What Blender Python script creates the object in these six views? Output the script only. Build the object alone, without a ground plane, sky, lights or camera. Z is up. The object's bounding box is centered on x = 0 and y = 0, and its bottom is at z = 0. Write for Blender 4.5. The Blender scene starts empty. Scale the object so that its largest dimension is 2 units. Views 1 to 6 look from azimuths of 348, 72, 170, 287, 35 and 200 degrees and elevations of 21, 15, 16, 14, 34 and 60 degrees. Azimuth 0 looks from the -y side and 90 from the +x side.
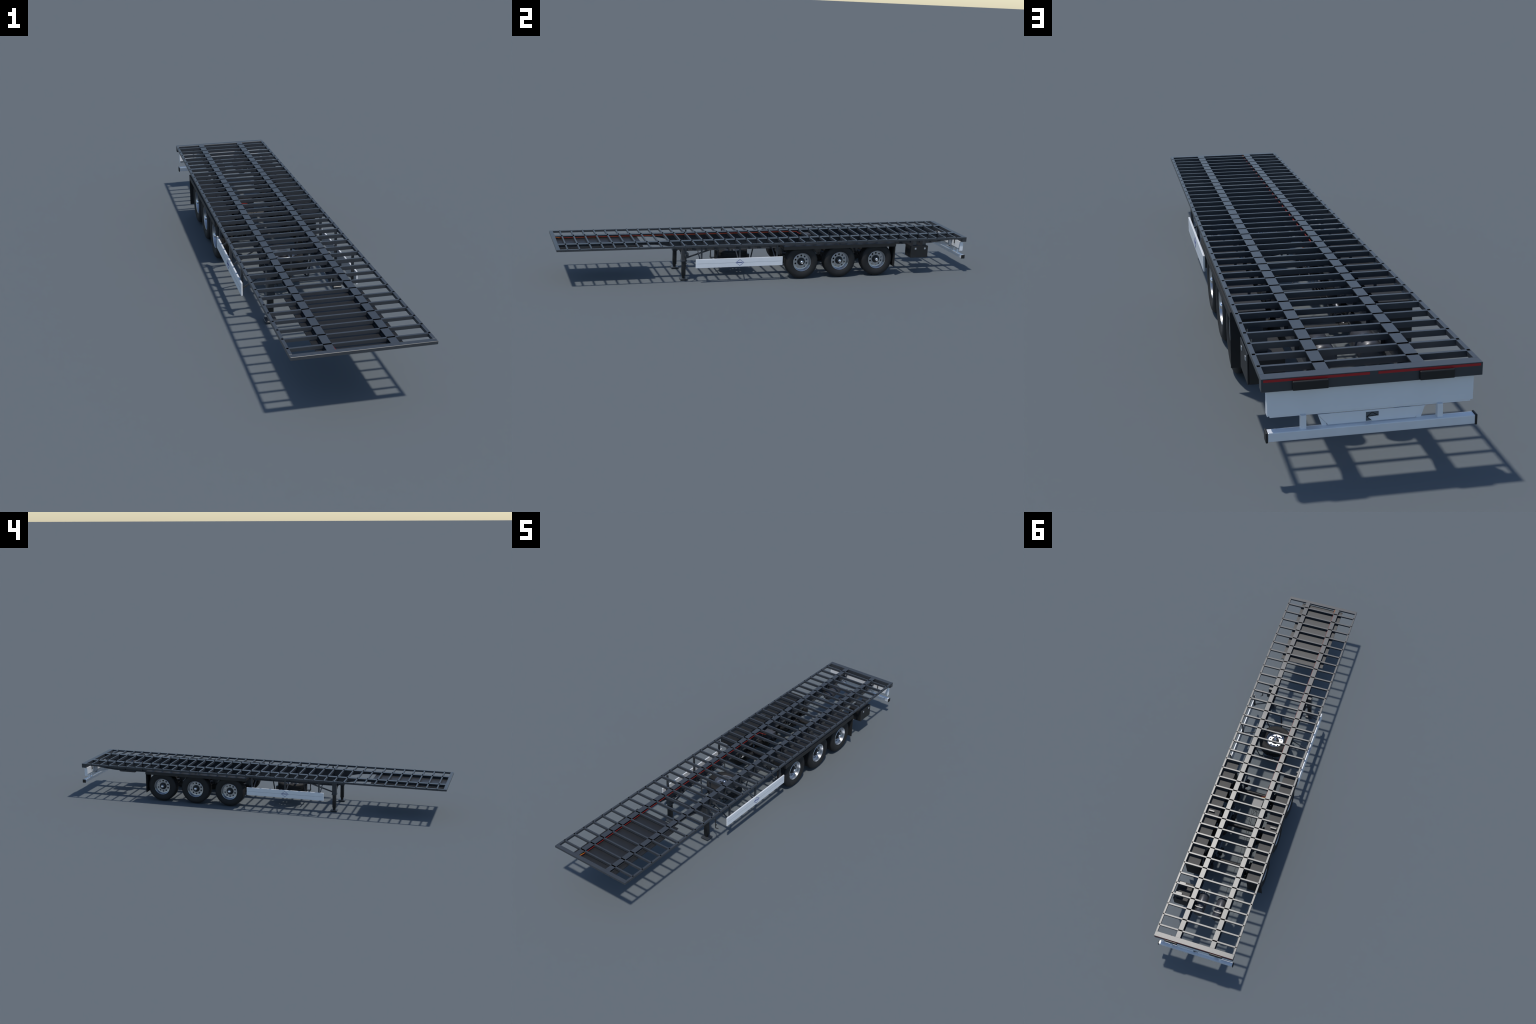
"""Three-axle flatbed semi-trailer frame: open ladder deck, gooseneck main beams,
landing legs, side guards, spare wheel, mudguards, tool box, rear bumper."""
import bpy, bmesh, math, random
from math import sin, cos, pi
from mathutils import Vector, Matrix

random.seed(7)
COL = bpy.context.scene.collection

# ------------------------------------------------------------------ materials
def material(name, color, rough=0.5, metal=0.0, vary=0.06, scale=60.0, bump=0.0, spec=0.5, coat=0.0):
    m = bpy.data.materials.new(name)
    m.use_nodes = True
    nt = m.node_tree
    b = nt.nodes["Principled BSDF"]
    tc = nt.nodes.new("ShaderNodeTexCoord")
    no = nt.nodes.new("ShaderNodeTexNoise")
    no.inputs["Scale"].default_value = scale
    no.inputs["Detail"].default_value = 5.0
    nt.links.new(tc.outputs["Object"], no.inputs["Vector"])
    ramp = nt.nodes.new("ShaderNodeValToRGB")
    ramp.color_ramp.elements[0].position = 0.3
    ramp.color_ramp.elements[1].position = 0.7
    ramp.color_ramp.elements[0].color = (*[c * (1 - vary) for c in color], 1)
    ramp.color_ramp.elements[1].color = (*[min(1, c * (1 + vary)) for c in color], 1)
    nt.links.new(no.outputs["Fac"], ramp.inputs["Fac"])
    nt.links.new(ramp.outputs["Color"], b.inputs["Base Color"])
    b.inputs["Metallic"].default_value = metal
    b.inputs["Roughness"].default_value = rough
    b.inputs["Specular IOR Level"].default_value = spec
    b.inputs["Coat Weight"].default_value = coat
    if bump:
        n2 = nt.nodes.new("ShaderNodeTexNoise")
        n2.inputs["Scale"].default_value = 900
        nt.links.new(tc.outputs["Object"], n2.inputs["Vector"])
        bp = nt.nodes.new("ShaderNodeBump")
        bp.inputs["Strength"].default_value = bump
        bp.inputs["Distance"].default_value = 0.0005
        nt.links.new(n2.outputs["Fac"], bp.inputs["Height"])
        nt.links.new(bp.outputs["Normal"], b.inputs["Normal"])
    return m

PAINT = material("frame_paint", (0.047, 0.052, 0.059), 0.345, vary=0.04)
OVERLAPBLACK = material("overlap_shade_black", (0.0015, 0.0015, 0.0015), 0.9, spec=0.0)
PLATE = material("coupling_plate", (0.020, 0.021, 0.023), 0.48)
LEGBLACK = material("leg_black", (0.010, 0.011, 0.012), 0.5)
RUBBER = material("tyre_rubber", (0.0145, 0.0145, 0.015), 0.75, bump=0.15)
PLASTIC = material("black_plastic", (0.0165, 0.0165, 0.0168), 0.56)
WHITE = material("white_paint", (0.84, 0.86, 0.885), 0.38, vary=0.02, scale=20)
ZINC = material("bumper_silver", (0.82, 0.845, 0.88), 0.30, metal=0.15, vary=0.03, scale=30)
CHROME = material("rim_alloy", (0.58, 0.60, 0.63), 0.33, metal=1.0, vary=0.03)
CAPSTEEL = material("hub_cap_chrome", (0.9, 0.9, 0.92), 0.12, metal=1.0, vary=0.0)
HUB = material("hub_black", (0.018, 0.019, 0.021), 0.40)
TANK = material("tank_paint", (0.072, 0.074, 0.083), 0.36, metal=0.25)
SUSP = material("suspension_black", (0.012, 0.012, 0.0125), 0.55)
RED = material("hose_red", (0.27, 0.013, 0.008), 0.5, vary=0.03)
YELLOW = material("hose_yellow", (0.75, 0.36, 0.02), 0.45, vary=0.03)
REFLECT = material("reflector_red", (0.40, 0.010, 0.014), 0.4, vary=0.03)
LAMP = material("lamp_black", (0.012, 0.012, 0.012), 0.45)
BLUE = material("mark_blue", (0.055, 0.080, 0.31), 0.5, vary=0.03)
GROOVE = material("groove_grey", (0.33, 0.35, 0.37), 0.6, vary=0.03)
MARKDARK = material("mark_plate", (0.095, 0.11, 0.125), 0.5, vary=0.03)
ARMGREY = material("bumper_arm_grey", (0.48, 0.50, 0.53), 0.4, vary=0.03)
SHOCK = material("shock_steel", (0.24, 0.25, 0.27), 0.42, metal=0.6, vary=0.02)
LATCH = material("latch_steel", (0.62, 0.64, 0.66), 0.3, metal=0.6, vary=0.02)
BOXGREY = material("module_grey", (0.070, 0.072, 0.078), 0.42)

# ------------------------------------------------------------------ helpers
ROOT = bpy.data.objects.new("semi_trailer", None)
ROOT.empty_display_size = 0.1
COL.objects.link(ROOT)
ROOT["label"] = "dark grey open-frame flatbed semi-trailer with three axles"
ROOT["category"] = "trailer"

def put(name, mesh, parent=None, loc=(0, 0, 0), rot=None):
    o = bpy.data.objects.new(name, mesh)
    COL.objects.link(o)
    o.parent = parent or ROOT
    if rot is not None:
        o.rotation_euler = rot
    o.location = loc
    return o

def mesh_from(name, bm, mats, smooth=None):
    bmesh.ops.recalc_face_normals(bm, faces=bm.faces)
    me = bpy.data.meshes.new(name)
    bm.to_mesh(me)
    bm.free()
    for m in (mats if isinstance(mats, (list, tuple)) else [mats]):
        me.materials.append(m)
    if smooth is not None:
        me.shade_smooth()
        me.set_sharp_from_angle(angle=math.radians(smooth))
    return me

def part(name, bm, mats, parent=None, smooth=None):
    """Object whose origin sits at the centre of its own geometry."""
    c = sum((v.co for v in bm.verts), Vector()) / len(bm.verts)
    ploc = Vector((0, 0, 0))
    p = parent
    while p is not None:
        ploc += p.location
        p = p.parent
    for v in bm.verts:
        v.co -= c
    return put(name, mesh_from(name, bm, mats, smooth), parent, c - ploc)

def add_box(bm, x0, x1, y0, y1, z0, z1, bevel=0.0, seg=1):
    vs = [bm.verts.new((x, y, z)) for x in (x0, x1) for y in (y0, y1) for z in (z0, z1)]
    idx = [(0, 1, 3, 2), (4, 6, 7, 5), (0, 4, 5, 1), (2, 3, 7, 6), (0, 2, 6, 4), (1, 5, 7, 3)]
    fs = [bm.faces.new([vs[i] for i in f]) for f in idx]
    if bevel:
        es = list({e for f in fs for e in f.edges})
        bmesh.ops.bevel(bm, geom=es, offset=bevel, segments=seg, affect="EDGES", profile=0.5)

def box(name, x0, x1, y0, y1, z0, z1, mat, parent=None, bevel=0.0, seg=1):
    bm = bmesh.new()
    add_box(bm, min(x0, x1), max(x0, x1), y0, y1, z0, z1, bevel, seg)
    return part(name, bm, mat, parent)

def add_prism(bm, poly, axis, a, b):
    """Extrude a 2D polygon along axis 'x','y','z' between a and b."""
    def mk(u, v, t):
        return {"x": (t, u, v), "y": (u, t, v), "z": (u, v, t)}[axis]
    lo = [bm.verts.new(mk(u, v, a)) for u, v in poly]
    hi = [bm.verts.new(mk(u, v, b)) for u, v in poly]
    n = len(poly)
    bm.faces.new(lo)
    bm.faces.new(hi[::-1])
    for i in range(n):
        bm.faces.new((lo[i], lo[(i + 1) % n], hi[(i + 1) % n], hi[i]))

def add_tube(bm, p, q, r, seg=12, r2=None):
    p, q = Vector(p), Vector(q)
    d = q - p
    m = Matrix.Translation((p + q) / 2) @ d.to_track_quat("Z", "Y").to_matrix().to_4x4()
    bmesh.ops.create_cone(bm, cap_ends=True, segments=seg, radius1=r, radius2=r if r2 is None else r2, depth=d.length, matrix=m)

def add_bar(bm, p, q, w, h):
    """Rectangular bar from p to q (w along the sideways direction, h the other)."""
    p, q = Vector(p), Vector(q)
    d = q - p
    m = Matrix.Translation((p + q) / 2) @ d.to_track_quat("Z", "Y").to_matrix().to_4x4() @ Matrix.Diagonal((w, h, d.length, 1))
    bmesh.ops.create_cube(bm, size=1.0, matrix=m)

def add_path(bm, pts, r, seg=8):
    """Round hose through points (Catmull-Rom resampled)."""
    pts = [Vector(p) for p in pts]
    fine = []
    for i in range(len(pts) - 1):
        a, b, c, d = pts[max(i - 1, 0)], pts[i], pts[i + 1], pts[min(i + 2, len(pts) - 1)]
        for k in range(6):
            t = k / 6
            fine.append(0.5 * ((2 * b) + (c - a) * t + (2 * a - 5 * b + 4 * c - d) * t * t + (3 * b - a - 3 * c + d) * t ** 3))
    fine.append(pts[-1])
    rings = []
    for i, p in enumerate(fine):
        t = (fine[min(i + 1, len(fine) - 1)] - fine[max(i - 1, 0)]).normalized()
        u = t.cross(Vector((0, 0, 1)) if abs(t.z) < 0.9 else Vector((1, 0, 0))).normalized()
        v = t.cross(u)
        rings.append([bm.verts.new(p + r * (cos(2 * pi * k / seg) * u + sin(2 * pi * k / seg) * v)) for k in range(seg)])
    for a, b in zip(rings, rings[1:]):
        for k in range(seg):
            bm.faces.new((a[k], a[(k + 1) % seg], b[(k + 1) % seg], b[k]))
    bm.faces.new(rings[0])
    bm.faces.new(rings[-1][::-1])

def lathe(bm, prof, seg=72, closed=False):
    """Revolve (radius, x) profile round the X axis."""
    rings = []
    for r, x in prof:
        rings.append([bm.verts.new((x, r * cos(2 * pi * k / seg), r * sin(2 * pi * k / seg))) for k in range(seg)])
    pairs = list(zip(rings, rings[1:])) + ([(rings[-1], rings[0])] if closed else [])
    for a, b in pairs:
        for k in range(seg):
            bm.faces.new((a[k], a[(k + 1) % seg], b[(k + 1) % seg], b[k]))
    return rings

SIDES = (1, -1)

# ------------------------------------------------------------------ deck frame
ZT = 0.1789                 # deck top
HALF = 0.1842               # half width
Y_FRONT, Y_REAR = -1.0, 0.9935
N_CROSS, Y_CROSS0, PITCH = 37, -0.9513, 0.05247
cross_y = [Y_CROSS0 + i * PITCH for i in range(N_CROSS)]

box("front_beam", -HALF, HALF, Y_FRONT, -0.9835, ZT - 0.0090, ZT, PAINT, bevel=0.0005)
box("rear_beam", -HALF, HALF, 0.9715, Y_REAR, 0.1560, ZT, PAINT, bevel=0.0005)
for s in SIDES:
    box("side_beam", s * 0.1758, s * HALF, -0.9836, 0.9716, ZT - 0.0095, ZT - 0.0001, PAINT, bevel=0.0004)

bm = bmesh.new()
add_box(bm, -0.1822, 0.1822, -0.0032, 0.0032, -0.0092, 0.0)
cross_shallow = mesh_from("cross_member", bm, PAINT)
bm = bmesh.new()
add_box(bm, -0.1822, 0.1822, -0.0032, 0.0032, -0.0112, 0.0)
cross_deep = mesh_from("cross_member", bm, PAINT)
for i, y in enumerate(cross_y):
    put("cross_member", cross_shallow if i < 9 else cross_deep, loc=(0, y, ZT - 0.00025))

# thin black plates modelling the black shading where coplanar beam tops overlap
bm = bmesh.new()
add_box(bm, -0.0108, 0.0108, -0.0028, 0.0028, -0.0006, 0.0)
patch_main = mesh_from("overlap_shade_patch", bm, OVERLAPBLACK)
bm = bmesh.new()
add_box(bm, -0.0027, 0.0027, -0.0028, 0.0028, -0.0006, 0.0)
patch_side = mesh_from("overlap_shade_patch", bm, OVERLAPBLACK)
XB = 0.0805                  # main beam axis
for y in cross_y:
    for s in SIDES:
        put("overlap_shade_patch", patch_main, loc=(s * XB, y, ZT + 0.0002))
        put("overlap_shade_patch", patch_side, loc=(s * 0.1797, y, ZT + 0.0002))

# ------------------------------------------------------------------ main beams
BOTTOM = [(-0.9836, 0.1662), (-0.60, 0.1660), (-0.55, 0.1650), (-0.525, 0.1632), (-0.50, 0.1592), (-0.48, 0.1550),
          (-0.465, 0.1505), (-0.452, 0.1450), (-0.442, 0.1390), (-0.432, 0.1345), (-0.415, 0.1312), (0.82, 0.1310),
          (0.84, 0.1318), (0.884, 0.1360), (0.925, 0.1408), (0.9716, 0.1480)]

def beam_bottom(y):
    for (a, za), (b, zb) in zip(BOTTOM, BOTTOM[1:]):
        if a <= y <= b:
            return za + (zb - za) * (y - a) / (b - a)
    return BOTTOM[0][1]

def main_beam(s):
    bm = bmesh.new()
    w, tw, ft, fb = 0.0107, 0.0011, 0.0022, 0.0026
    rings = []
    for y, zb in BOTTOM:
        sec = [(-w, ZT - 0.0001), (w, ZT - 0.0001), (w, ZT - ft), (tw, ZT - ft), (tw, zb + fb), (w, zb + fb),
               (w, zb), (-w, zb), (-w, zb + fb), (-tw, zb + fb), (-tw, ZT - ft), (-w, ZT - ft)]
        rings.append([bm.verts.new((s * XB + u, y, v)) for u, v in sec])
    for a, b in zip(rings, rings[1:]):
        for k in range(12):
            bm.faces.new((a[k], a[(k + 1) % 12], b[(k + 1) % 12], b[k]))
    bm.faces.new(rings[0])
    bm.faces.new(rings[-1][::-1])
    return part("main_beam", bm, PAINT)

beams = {s: main_beam(s) for s in SIDES}
for s in SIDES:              # web stiffeners below every second cross member
    for i, y in enumerate(cross_y):
        if i % 2 == 1 and -0.46 < y < 0.96:
            box("stiffener", s * (XB - 0.0088), s * (XB + 0.0088), y - 0.001, y + 0.001, beam_bottom(y) + 0.0027, ZT - 0.0113, PAINT, beams[s])

# ------------------------------------------------------------------ coupling plate at the front
plate = box("coupling_plate", -0.0705, 0.0705, -0.9825, -0.6035, 0.1622, 0.1655, PLATE)
for s in SIDES:
    box("plate_wing", s * 0.0706, s * 0.110, -0.9825, -0.6065, 0.1622, 0.1661, PLATE, plate)
bm = bmesh.new()
KY = -0.765
add_tube(bm, (0, KY, 0.1620), (0, KY, 0.1505), 0.0050, 24)
add_tube(bm, (0, KY, 0.1560), (0, KY, 0.1535), 0.0036, 24)
add_tube(bm, (0, KY, 0.1508), (0, KY, 0.1485), 0.0068, 24)
part("king_pin", bm, SUSP, plate, smooth=40)

# ------------------------------------------------------------------ air hoses along the left beam
HX, HZ = -0.0682, 0.1712
bm = bmesh.new()
add_path(bm, [(-0.0662, -0.982, 0.1745), (-0.0668, -0.955, 0.1716), (HX, -0.90, HZ), (HX, -0.5, HZ), (HX, 0.0, HZ),
              (HX, 0.165, HZ), (-0.064, 0.187, 0.1700), (-0.050, 0.192, 0.1675), (-0.043, 0.200, 0.1640)], 0.00125)
part("air_hose", bm, RED, smooth=60)
bm = bmesh.new()
add_path(bm, [(-0.0684, -0.983, 0.1750), (-0.0692, -0.955, 0.1712), (HX - 0.0020, -0.93, HZ - 0.0021), (HX - 0.0020, -0.5, HZ - 0.0021), (HX - 0.0020, 0.0, HZ - 0.0021),
              (HX - 0.0020, 0.168, HZ - 0.0021), (-0.0655, 0.190, 0.1685), (-0.050, 0.1945, 0.1660), (-0.040, 0.204, 0.1630)], 0.0008)
part("air_hose", bm, YELLOW, smooth=60)

# ------------------------------------------------------------------ brake control module and its lines
module = box("brake_module", -0.0645, -0.0165, 0.2095, 0.2475, 0.143, 0.1672, BOXGREY, bevel=0.001)
bm = bmesh.new()
for k in range(5):
    x = -0.057 + 0.008 * k
    add_tube(bm, (x, 0.2470, 0.158), (x, 0.2560, 0.156), 0.0026, 10)
part("connector", bm, SUSP, module, smooth=40)
bm = bmesh.new()
for k, (tx, ty, tz) in enumerate(((0.055, 0.20, 0.10), (-0.06, 0.335, 0.09), (0.05, 0.345, 0.10), (-0.055, 0.50, 0.10), (-0.045, 0.735, 0.14), (-0.05, 0.16, 0.09))):
    x = -0.057 + 0.008 * min(k, 4)
    y0, z0 = (0.256, 0.156) if k < 5 else (0.21, 0.15)
    a, b = Vector((x, y0, z0)), Vector((tx, ty, tz))
    mid = (a + b) / 2 + Vector((0.012 * sin(3 * k), 0.0, -0.018))
    add_path(bm, [a, a + Vector((0, 0.015, -0.008)), mid, b], 0.0008, 6)
o = part("brake_line", bm, SUSP, module, smooth=60)
o["kind"] = "stuff"

# ------------------------------------------------------------------ wheels
R_T, W_T = 0.0788, 0.0285

def tyre_mesh():
    bm = bmesh.new()
    half = [(0.0430, 0.0195), (0.0445, 0.0222), (0.0490, 0.0252), (0.0555, 0.0276), (0.0620, 0.0285), (0.0675, 0.0281),
            (0.0720, 0.0268), (0.0755, 0.0245), (0.0775, 0.0222), (0.0786, 0.0200)]
    tread = []
    for g in (0.0132, 0.0045, -0.0045, -0.0132):
        tread += [(R_T, g + 0.0012), (R_T - 0.0017, g + 0.0008), (R_T - 0.0017, g - 0.0008), (R_T, g - 0.0012)]
    prof = half + [(R_T, 0.0185)] + tread + [(R_T, -0.0185)] + [(r, -x) for r, x in reversed(half)]
    lathe(bm, prof, 96)
    return mesh_from("tyre", bm, RUBBER, smooth=35)

def rim_mesh():
    bm = bmesh.new()
    seg = 80
    front = [(0.0440, 0.0215), (0.0446, 0.0232), (0.0436, 0.0242), (0.0424, 0.0236), (0.0414, 0.0195), (0.0404, 0.0150),
             (0.0395, 0.0110), (0.0382, 0.0086), (0.0365, 0.0080)]
    lathe(bm, front, seg)
    lathe(bm, [(0.0365, 0.0050), (0.0385, 0.0035), (0.0395, -0.0120), (0.0425, -0.0215), (0.0446, -0.0222), (0.0440, -0.0200),
               (0.0412, -0.0100), (0.0418, 0.0150), (0.0440, 0.0215)], seg)
    # dish with ten real holes: every sector is an outline joined to its hole
    n, rin, rout, rc, rh, m = 10, 0.0180, 0.0365, 0.0288, 0.0045, 24
    for k in range(n):
        a0, a1, ac = (2 * pi * (k - 0.5) / n), (2 * pi * (k + 0.5) / n), 2 * pi * k / n
        outline = [(rout, a0 + (a1 - a0) * j / 8) for j in range(8)] + [(rout + (rin - rout) * j / 4, a1) for j in range(4)]
        outline += [(rin, a1 + (a0 - a1) * j / 8) for j in range(8)] + [(rin + (rout - rin) * j / 4, a0) for j in range(4)]
        pts = [(r * cos(a), r * sin(a)) for r, a in outline]
        cx, cy = rc * cos(ac), rc * sin(ac)
        hole = []
        for px, py in pts:
            t = math.atan2(py - cy, px - cx)
            hole.append((cx + rh * cos(t), cy + rh * sin(t)))
        loops = []
        for x, ring in ((0.0080, pts), (0.0080, hole), (0.0050, hole), (0.0050, pts)):
            loops.append([bm.verts.new((x, u, v)) for u, v in ring])
        for a, b in zip(loops, loops[1:]):
            for j in range(m):
                bm.faces.new((a[j], a[(j + 1) % m], b[(j + 1) % m], b[j]))
    bmesh.ops.remove_doubles(bm, verts=bm.verts, dist=0.00002)
    return mesh_from("rim", bm, CHROME, smooth=30)

def hub_mesh():
    bm = bmesh.new()
    lathe(bm, [(0.0001, 0.0035), (0.0182, 0.0036), (0.0192, 0.0092), (0.0188, 0.0108), (0.0150, 0.0116), (0.0135, 0.0175), (0.0095, 0.0200), (0.0001, 0.0200)], 40)
    return mesh_from("hub", bm, HUB, smooth=35)

def cap_mesh():
    bm = bmesh.new()
    lathe(bm, [(0.0080, 0.0190), (0.0080, 0.0225), (0.0070, 0.0250), (0.0048, 0.0266), (0.0022, 0.0274), (0.0001, 0.0276)], 32)
    return mesh_from("hub_cap", bm, CAPSTEEL, smooth=60)

def nut_mesh():
    bm = bmesh.new()
    for k in range(10):
        a = 2 * pi * (k + 0.5) / 10
        c = Vector((0, 0.0195 * cos(a), 0.0195 * sin(a)))
        add_tube(bm, c + Vector((0.0075, 0, 0)), c + Vector((0.0105, 0, 0)), 0.0015, 6)
    return mesh_from("wheel_nut", bm, CHROME, smooth=None)

TYRE, RIM, HUBM, CAP = tyre_mesh(), rim_mesh(), hub_mesh(), cap_mesh()

def wheel(loc, rot):
    w = put("wheel", None, loc=loc, rot=rot)
    for nm, me in (("tyre", TYRE), ("rim", RIM), ("hub", HUBM), ("hub_cap", CAP)):
        put(nm, me, w)
    return w

AXLES = (0.1415, 0.3330, 0.5243)
XW, ZW = 0.1465, 0.0787
for i, ya in enumerate(AXLES):
    wheel((XW, ya, ZW), (pi / 10, 0, 0))
    wheel((-XW, ya, ZW), (pi / 10, 0, pi))
SPARE = (0.0, -0.1635, 0.0885)
wheel(SPARE, (0.10, -pi / 2, 0))

# ------------------------------------------------------------------ axles and air suspension
for ya in AXLES:
    bm = bmesh.new()
    add_tube(bm, (-0.122, ya, ZW), (0.122, ya, ZW), 0.0090, 24)
    for s in SIDES:
        add_tube(bm, (s * 0.094, ya, ZW), (s * 0.1195, ya, ZW), 0.0290, 40)      # brake drum
        add_tube(bm, (s * 0.118, ya, ZW), (s * 0.1505, ya, ZW), 0.0125, 24)
    axle = part("axle", bm, SUSP, smooth=40)
    for s in SIDES:
        x = s * 0.083
        bm = bmesh.new()            # hanger: tapered cheeks under the beam
        poly = [(ya - 0.112, 0.1310), (ya - 0.062, 0.1310), (ya - 0.078, 0.0955), (ya - 0.088, 0.0935)]
        add_prism(bm, poly, "x", x - 0.0085, x - 0.0065)
        add_prism(bm, poly, "x", x + 0.0065, x + 0.0085)
        add_box(bm, x - 0.0066, x + 0.0066, ya - 0.108, ya - 0.104, 0.115, 0.1309)
        part("hanger_bracket", bm, PAINT)
        bm = bmesh.new()            # trailing arm
        add_tube(bm, (x - 0.0095, ya - 0.083, 0.100), (x + 0.0095, ya - 0.083, 0.100), 0.0052, 16)
        add_bar(bm, (x, ya - 0.083, 0.100), (x, ya - 0.005, 0.091), 0.009, 0.007)
        add_bar(bm, (x, ya - 0.010, 0.0905), (x, ya + 0.072, 0.083), 0.010, 0.006)
        add_box(bm, x - 0.009, x + 0.009, ya - 0.016, ya + 0.016, 0.067, 0.0945, 0.001)
        part("trailing_arm", bm, SUSP, axle, smooth=40)
        bm = bmesh.new()            # air spring bellows, upright
        rings = [(0.016, 0.0865), (0.016, 0.094), (0.0195, 0.0965), (0.0225, 0.102), (0.0225, 0.110), (0.0205, 0.114), (0.0225, 0.118), (0.0220, 0.126), (0.018, 0.1308)]
        for o in lathe(bm, rings, 32):
            for v in o:
                v.co = Vector((x + v.co.y, ya + 0.056 + v.co.z, v.co.x))
        part("air_spring", bm, RUBBER, axle, smooth=50)
        bm = bmesh.new()            # shock absorber, bright barrel
        add_tube(bm, (s * 0.0665, ya - 0.082, 0.1075), (s * 0.0665, ya - 0.035, 0.0925), 0.0042, 16)
        add_tube(bm, (s * 0.0665, ya - 0.036, 0.0930), (s * 0.0665, ya + 0.004, 0.0800), 0.0026, 12)
        part("shock_absorber", bm, SHOCK, axle, smooth=40)
        bm = bmesh.new()            # brake chamber
        add_tube(bm, (s * 0.060, ya - 0.022, 0.0900), (s * 0.060, ya - 0.056, 0.0880), 0.0115, 20)
        add_tube(bm, (s * 0.060, ya - 0.036, 0.0892), (s * 0.060, ya - 0.040, 0.0889), 0.0128, 20)
        add_bar(bm, (s * 0.060, ya - 0.024, 0.090), (s * 0.062, ya + 0.000, 0.083), 0.004, 0.008)
        part("brake_chamber", bm, SUSP, axle, smooth=40)

# ------------------------------------------------------------------ mudguards and flaps
for s in SIDES:
    bm = bmesh.new()
    xi, xo, y0, y1, zt, zl = 0.1145, 0.1852, 0.0444, 0.6145, 0.1604, 0.1447
    lo = lambda a, b: (min(s * a, s * b), max(s * a, s * b))
    add_box(bm, *lo(xi, xo), y0, y1, zt - 0.0018, zt)
    add_box(bm, *lo(xo - 0.0018, xo), y0, y1, zl, zt - 0.0017)
    add_box(bm, *lo(xi, xo - 0.0017), y0, y0 + 0.0018, zl, zt - 0.0017)
    add_box(bm, *lo(xi, xo - 0.0017), y1 - 0.0018, y1, zl, zt - 0.0017)
    guard = part("mudguard", bm, PLASTIC)
    bm = bmesh.new()
    add_box(bm, *lo(0.1390, 0.1680), 0.3290, 0.3365, 0.1660, 0.1692, 0.0006)
    add_box(bm, *lo(0.1500, 0.1560), 0.3305, 0.3350, zt - 0.0003, 0.1661)
    part("mounting_bracket", bm, PAINT, guard)
    for i in (20, 24, 28):          # short struts hung from cross members
        bm = bmesh.new()
        add_box(bm, *lo(0.1300, 0.1360), cross_y[i] - 0.0022, cross_y[i] + 0.0022, zt - 0.0003, ZT - 0.0108)
        part("guard_strut", bm, PAINT, guard)
    bm = bmesh.new()
    add_box(bm, *lo(0.1145, 0.1852), 0.6095, 0.6125, 0.0430, 0.1456, 0.0004)
    part("mud_flap", bm, RUBBER)

# ------------------------------------------------------------------ landing legs
LY, LX = -0.4155, 0.1015
for s in SIDES:
    bm = bmesh.new()
    add_box(bm, s * LX - 0.0112, s * LX + 0.0112, LY - 0.0112, LY + 0.0112, 0.0880, 0.1660, 0.0012, 2)
    add_box(bm, s * LX - 0.0128, s * LX + 0.0128, LY - 0.0128, LY + 0.0128, 0.0865, 0.0945, 0.0010)
    leg = part("landing_leg", bm, PAINT)
    bm = bmesh.new()
    add_box(bm, s * LX - 0.0088, s * LX + 0.0088, LY - 0.0088, LY + 0.0088, 0.0175, 0.0890, 0.0012, 2)
    add_tube(bm, (s * LX, LY, 0.0180), (s * LX, LY, 0.0060), 0.0078, 16, 0.0066)
    part("inner_leg", bm, LEGBLACK, leg, smooth=40)
    bm = bmesh.new()
    add_box(bm, s * LX - 0.0185, s * LX + 0.0185, LY - 0.0175, LY + 0.0175, 0.0, 0.0058, 0.0012)
    part("foot", bm, PAINT, leg)
    bm = bmesh.new()                 # link to the beam and diagonal brace backwards
    add_box(bm, min(s * 0.0815, s * 0.094), max(s * 0.0815, s * 0.094), LY - 0.010, LY + 0.010, 0.1195, 0.1640)
    add_bar(bm, (s * 0.0865, LY + 0.010, 0.0960), (s * 0.0865, -0.286, 0.1335), 0.0050, 0.0062)
    part("leg_brace", bm, PAINT, leg)
    arc = [(LY + 0.006, 0.114), (LY - 0.0100, 0.114)]
    arc += [(LY - 0.0105 - 0.024 * (1 - cos(t)), 0.114 + 0.027 * sin(t)) for t in [pi / 2 * k / 8 for k in range(9)]]
    arc += [(-0.452, 0.1470), (LY + 0.006, 0.1470)]
    bm = bmesh.new()
    add_prism(bm, arc, "x", s * XB - 0.0015, s * XB + 0.0015)
    part("gusset", bm, PAINT, leg)
bm = bmesh.new()
add_tube(bm, (-LX, LY + 0.004, 0.118), (LX, LY + 0.004, 0.118), 0.0028, 12)
part("drive_shaft", bm, SUSP, smooth=40)
bm = bmesh.new()                     # gearbox on the crank side
add_box(bm, 0.099, 0.121, LY + 0.002, LY + 0.0195, 0.1045, 0.1275, 0.0016, 2)
add_tube(bm, (0.120, LY + 0.008, 0.118), (0.1505, LY - 0.002, 0.1195), 0.0024, 12)
gear = part("gearbox", bm, PAINT, smooth=40)
bm = bmesh.new()
add_tube(bm, (0.1500, LY - 0.003, 0.1215), (0.1510, LY - 0.001, 0.0735), 0.0017, 10)
add_tube(bm, (0.1505, LY - 0.002, 0.0900), (0.1525, LY + 0.003, 0.0885), 0.0026, 10)
add_tube(bm, (0.1510, LY - 0.001, 0.0745), (0.1620, LY + 0.004, 0.0715), 0.0019, 10)
part("crank_handle", bm, SUSP, gear, smooth=40)

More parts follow.
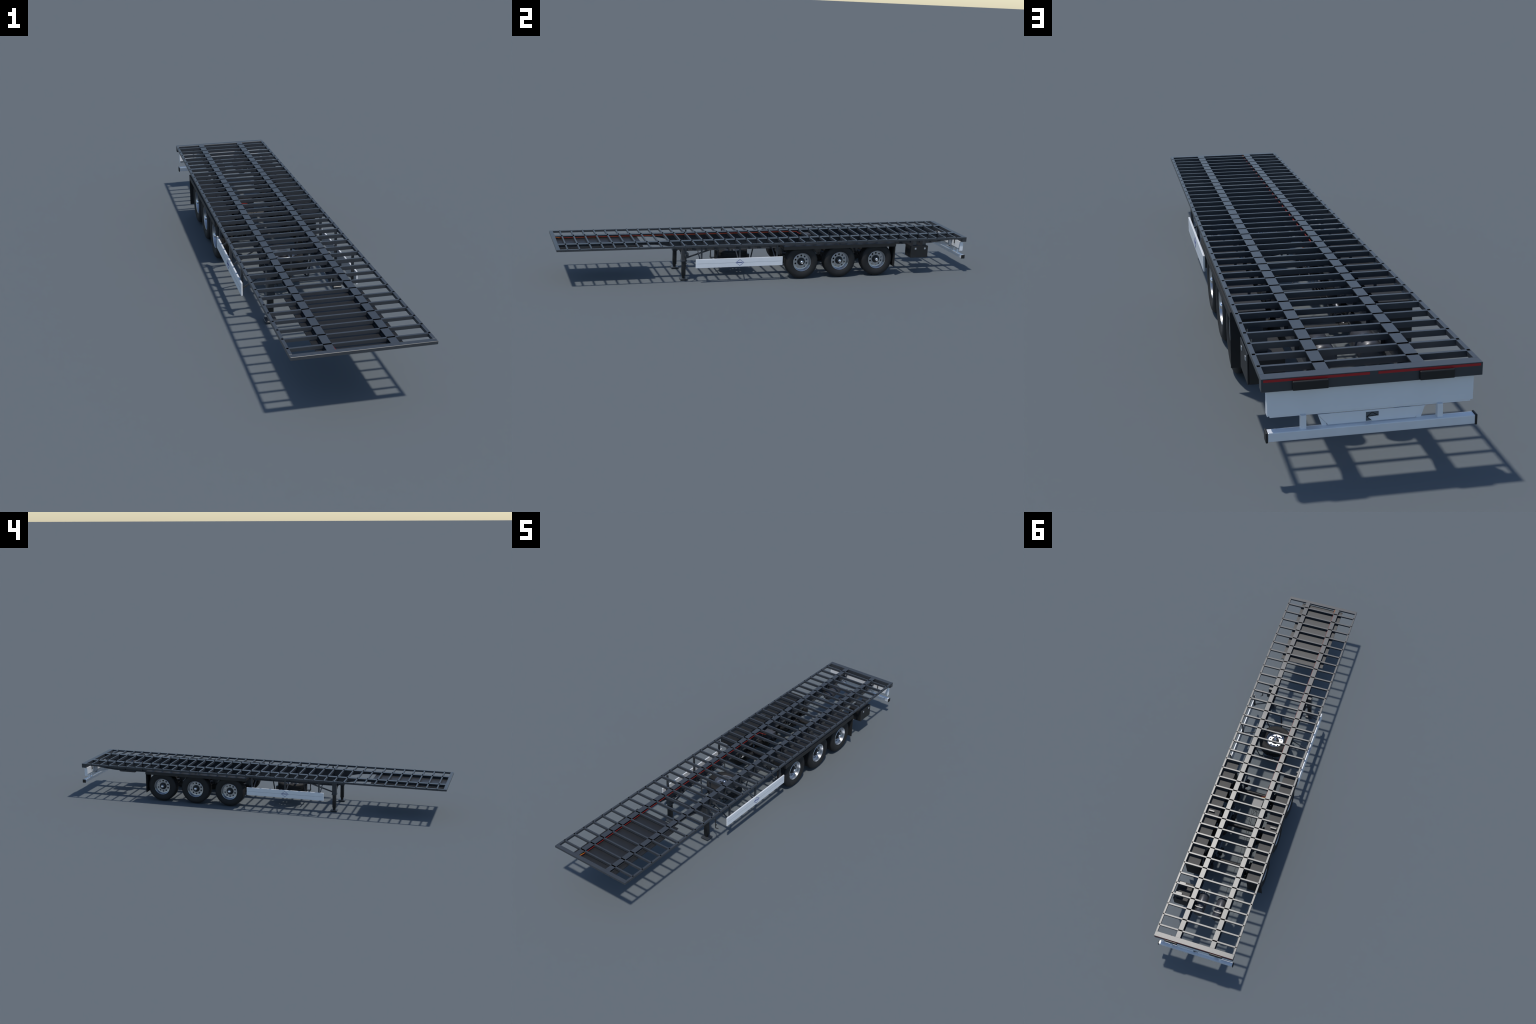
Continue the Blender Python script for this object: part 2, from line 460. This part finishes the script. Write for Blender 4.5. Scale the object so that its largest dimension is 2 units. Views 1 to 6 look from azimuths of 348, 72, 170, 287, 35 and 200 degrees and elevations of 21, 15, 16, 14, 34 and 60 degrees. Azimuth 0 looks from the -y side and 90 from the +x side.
# ------------------------------------------------------------------ side guards
GY0, GY1, GZ0, GZ1 = -0.3755, 0.0412, 0.0712, 0.1128
GM = -0.1672
for s in SIDES:
    xo = s * 0.1802
    gd = box("side_guard", s * 0.1750, xo, GY0, GY1, GZ0, GZ1, WHITE, bevel=0.0008)
    box("guard_groove", xo - s * 0.0002, xo + s * 0.0002, GY0 + 0.007, GY1 - 0.007, 0.0915, 0.0923, GROOVE, gd)
    # rhombus mark with a bar of small letter-like strokes
    bm = bmesh.new()
    hw, hh, t, zc = 0.0192, 0.0145, 0.0013, 0.0920
    pts = [(GM - hw, zc), (GM, zc + hh), (GM + hw, zc), (GM, zc - hh)]
    x1, x2 = sorted((xo - s * 0.0003, xo + s * 0.0005))
    for (a, b), (c, d) in zip(pts, pts[1:] + pts[:1]):
        n = Vector((-(d - b), c - a)).normalized() * t
        e = Vector((c - a, d - b)).normalized() * t * 0.7
        add_prism(bm, [(a - e.x + n.x * .5, b - e.y + n.y * .5), (c + e.x + n.x * .5, d + e.y + n.y * .5), (c + e.x - n.x * .5, d + e.y - n.y * .5), (a - e.x - n.x * .5, b - e.y - n.y * .5)], "x", x1, x2)
    for k in range(9):
        u = GM - s * (0.0125 - 0.0029 * k)
        h = 0.0024
        add_prism(bm, [(u - 0.0009, zc - h + 0.0006), (u + 0.0009, zc - h + 0.0006), (u + 0.0014, zc + h), (u - 0.0004, zc + h)], "x", x1, x2)
    add_prism(bm, [(GM - 0.0135, zc + 0.0012), (GM + 0.0125, zc + 0.0012), (GM + 0.0125, zc + 0.0022), (GM - 0.0135, zc + 0.0022)], "x", x1, x2)
    part("rhombus_mark", bm, BLUE, gd)
    for y in (0.0143, -0.1666, -0.3478):
        bm = bmesh.new()
        add_box(bm, s * 0.1715 - 0.0035, s * 0.1715 + 0.0035, y - 0.0035, y + 0.0035, 0.0740, 0.1690)
        add_bar(bm, (s * 0.1690, y, 0.0850), (s * 0.0915, y, 0.1330), 0.0042, 0.0042)
        part("guard_post", bm, PAINT, gd)

# ------------------------------------------------------------------ spare wheel carrier
sx, sy, sz = SPARE
bm = bmesh.new()
add_bar(bm, (0, -0.2615, 0.0700), (0, -0.2655, 0.1690), 0.006, 0.004)
add_bar(bm, (0, -0.263, 0.0715), (0, -0.243, 0.0715), 0.006, 0.004)
add_bar(bm, (0, -0.245, 0.0730), (0, -0.235, 0.0560), 0.006, 0.004)
add_bar(bm, (0, -0.237, 0.0560), (0, -0.078, 0.0560), 0.020, 0.004)
add_box(bm, -0.012, 0.012, -0.0830, -0.0735, 0.0545, 0.0850)
for y0, y1 in ((-0.2420, -0.2495), (-0.0740, -0.0835)):
    for s in SIDES:
        add_bar(bm, (s * 0.0705, y0, 0.1330), (s * 0.0580, y1, 0.0590), 0.0045, 0.0045)
    add_bar(bm, (-0.0600, y1, 0.0580), (0.0600, y1, 0.0580), 0.0050, 0.0040)
for s in SIDES:
    add_bar(bm, (s * 0.0560, -0.2490, 0.0575), (s * 0.0480, -0.110, 0.0575), 0.0045, 0.0040)
part("spare_carrier", bm, PAINT)

# ------------------------------------------------------------------ tool box
bm = bmesh.new()
add_box(bm, 0.1080, 0.1745, 0.7010, 0.7895, 0.0815, 0.1405, 0.0015, 2)
tb = part("tool_box", bm, PLASTIC)
bm = bmesh.new()
add_box(bm, 0.1748, 0.1775, 0.7005, 0.7900, 0.0820, 0.1412, 0.0008)
lid = part("lid", bm, PLASTIC, tb)
for y in (0.7235, 0.7732):
    bm = bmesh.new()
    add_box(bm, 0.1772, 0.1790, y - 0.0042, y + 0.0042, 0.1235, 0.1320, 0.0005)
    part("latch", bm, LATCH, tb)
for y in (0.7230, 0.7730):
    bm = bmesh.new()
    add_box(bm, 0.1390, 0.1668, y - 0.0090, y + 0.0090, 0.1406, 0.1683)
    part("box_hanger", bm, PAINT, tb)

# ------------------------------------------------------------------ compressed air tanks
for s in SIDES:
    bm = bmesh.new()
    rt, ya, yb = 0.0240, 0.7340, 0.8240
    prof = [(0.0001, ya - 0.0085), (0.008, ya - 0.0082), (0.015, ya - 0.0066), (0.0205, ya - 0.0035), (rt, ya + 0.002), (rt, yb - 0.002),
            (0.0205, yb + 0.0035), (0.015, yb + 0.0066), (0.008, yb + 0.0082), (0.0001, yb + 0.0085)]
    for ring in lathe(bm, prof, 48):
        for v in ring:
            v.co = Vector((s * 0.044 + v.co.y, v.co.x, 0.1365 + v.co.z))
    tank = part("air_tank", bm, TANK, smooth=50)
    for y in (0.8038,):
        bm = bmesh.new()
        add_box(bm, s * 0.044 - 0.0175, s * 0.044 + 0.0175, y - 0.0023, y + 0.0023, 0.1590, 0.1640)
        add_box(bm, s * 0.044 - 0.0175, s * 0.044 - 0.0150, y - 0.0023, y + 0.0023, 0.1639, 0.1692)
        add_box(bm, s * 0.044 + 0.0150, s * 0.044 + 0.0175, y - 0.0023, y + 0.0023, 0.1639, 0.1692)
        part("tank_hanger", bm, PAINT, tank)
    bm = bmesh.new()
    add_tube(bm, (s * 0.044, 0.727, 0.1355), (s * 0.044, 0.716, 0.1355), 0.0035, 10)
    add_tube(bm, (s * 0.044 + 0.010, 0.729, 0.142), (s * 0.044 + 0.010, 0.719, 0.146), 0.0025, 10)
    part("valve", bm, SHOCK, tank, smooth=40)

# ------------------------------------------------------------------ rear end
for s in SIDES:
    x0, x1 = sorted((s * 0.0070, s * 0.1808))
    box("reflective_strip", x0, x1, Y_REAR - 0.0003, Y_REAR + 0.0004, 0.1730, 0.1773, REFLECT)
    x0, x1 = sorted((s * 0.0758, s * 0.1345))
    box("lamp_unit", x0, x1, Y_REAR - 0.0003, 1.0, 0.1576, 0.1732, LAMP, bevel=0.0014, seg=3)

bm = bmesh.new()                      # white rear apron: sheet with returns at the ends and the foot
PW, PZ0, PZ1, PY = 0.1735, 0.1065, 0.1530, 0.9835
add_box(bm, -PW, PW, PY - 0.0016, PY, PZ0 + 0.0030, PZ1 - 0.0015, 0.0004)
add_box(bm, -PW + 0.004, PW - 0.004, PY - 0.0046, PY - 0.0010, PZ0, PZ0 + 0.0031)
add_box(bm, -PW + 0.0012, PW - 0.0012, PY - 0.0162, PY - 0.0146, PZ0 + 0.0105, PZ1 - 0.0015)
add_box(bm, -PW, PW, PY - 0.0162, PY, PZ1 - 0.0016, PZ1)
for s in SIDES:
    add_prism(bm, [(PY - 0.0015, PZ0 + 0.0018), (PY - 0.0182, PZ0 + 0.0018), (PY - 0.0163, PZ1 - 0.0012), (PY - 0.0015, PZ1 - 0.0012)], "x", *sorted((s * (PW - 0.0013), s * (PW + 0.0001))))
apron = part("rear_apron", bm, WHITE)
for s in SIDES:
    bm = bmesh.new()
    add_box(bm, s * 0.1147 - 0.0018, s * 0.1147 + 0.0018, 0.9640, 0.9676, 0.1330, 0.1660)
    part("apron_hook", bm, SUSP, apron)

bm = bmesh.new()
add_box(bm, -0.1748, 0.1748, 0.9785, 0.9948, 0.0695, 0.0855, 0.0012, 2)
bumper = part("rear_bumper", bm, ZINC)
for s in SIDES:
    x0, x1 = sorted((s * 0.1746, s * 0.1785))
    box("bumper_cap", x0, x1, 0.9772, 0.9960, 0.0682, 0.0868, LAMP, bumper, bevel=0.0012, seg=2)
    bm = bmesh.new()
    x0, x1 = s * 0.1153 - 0.0046, s * 0.1153 + 0.0046
    add_box(bm, x0, x1, 0.9790, 0.9892, 0.0848, 0.1085)
    part("bumper_post", bm, WHITE, bumper)
    bm = bmesh.new()
    add_box(bm, s * 0.0800 - 0.0042, s * 0.0800 + 0.0042, 0.9510, 0.9640, 0.1120, 0.1500)
    add_prism(bm, [(0.8640, 0.1350), (0.8880, 0.1380), (0.9670, 0.1120), (0.9670, 0.1045)], "x", s * 0.0800 - 0.0042, s * 0.0800 + 0.0042)
    part("bumper_arm", bm, ARMGREY, bumper)
bm = bmesh.new()
add_prism(bm, [(-0.0905, 0.1062), (0.0905, 0.1062), (0.0735, 0.0870), (-0.0735, 0.0870)], "y", 0.9838, 0.9852)
board = part("number_board", bm, WHITE)
for s in SIDES:
    bm = bmesh.new()
    add_prism(bm, [(s * 0.0904, 0.1055), (s * 0.0760, 0.0886), (s * 0.0760, 0.0856), (s * 0.0835, 0.0856)], "y", 0.9790, 0.9836)
    part("board_bracket", bm, WHITE, board)
# dark mark field with black rhombus lines, lower right corner left open
bm = bmesh.new()
add_prism(bm, [(0.0104, 0.0878), (0.0104, 0.1036), (-0.0110, 0.1036), (-0.0110, 0.0960), (0.0082, 0.0952), (0.0014, 0.0882)], "y", 0.9850, 0.9855)
part("mark_field", bm, MARKDARK, board)
bm = bmesh.new()
def stroke(a, b, w):
    d = Vector((b[0] - a[0], b[1] - a[1]))
    n = Vector((-d.y, d.x)).normalized() * w / 2
    add_prism(bm, [(a[0] + n.x, a[1] + n.y), (b[0] + n.x, b[1] + n.y), (b[0] - n.x, b[1] - n.y), (a[0] - n.x, a[1] - n.y)], "y", 0.9853, 0.9858)
stroke((0.0088, 0.0954), (0.0, 0.1028), 0.0011)
stroke((0.0, 0.1028), (-0.0104, 0.0960), 0.0011)
stroke((0.0088, 0.0954), (0.0012, 0.0882), 0.0010)
stroke((0.0082, 0.0957), (-0.0070, 0.0966), 0.0014)
part("mark_lines", bm, LAMP, board)
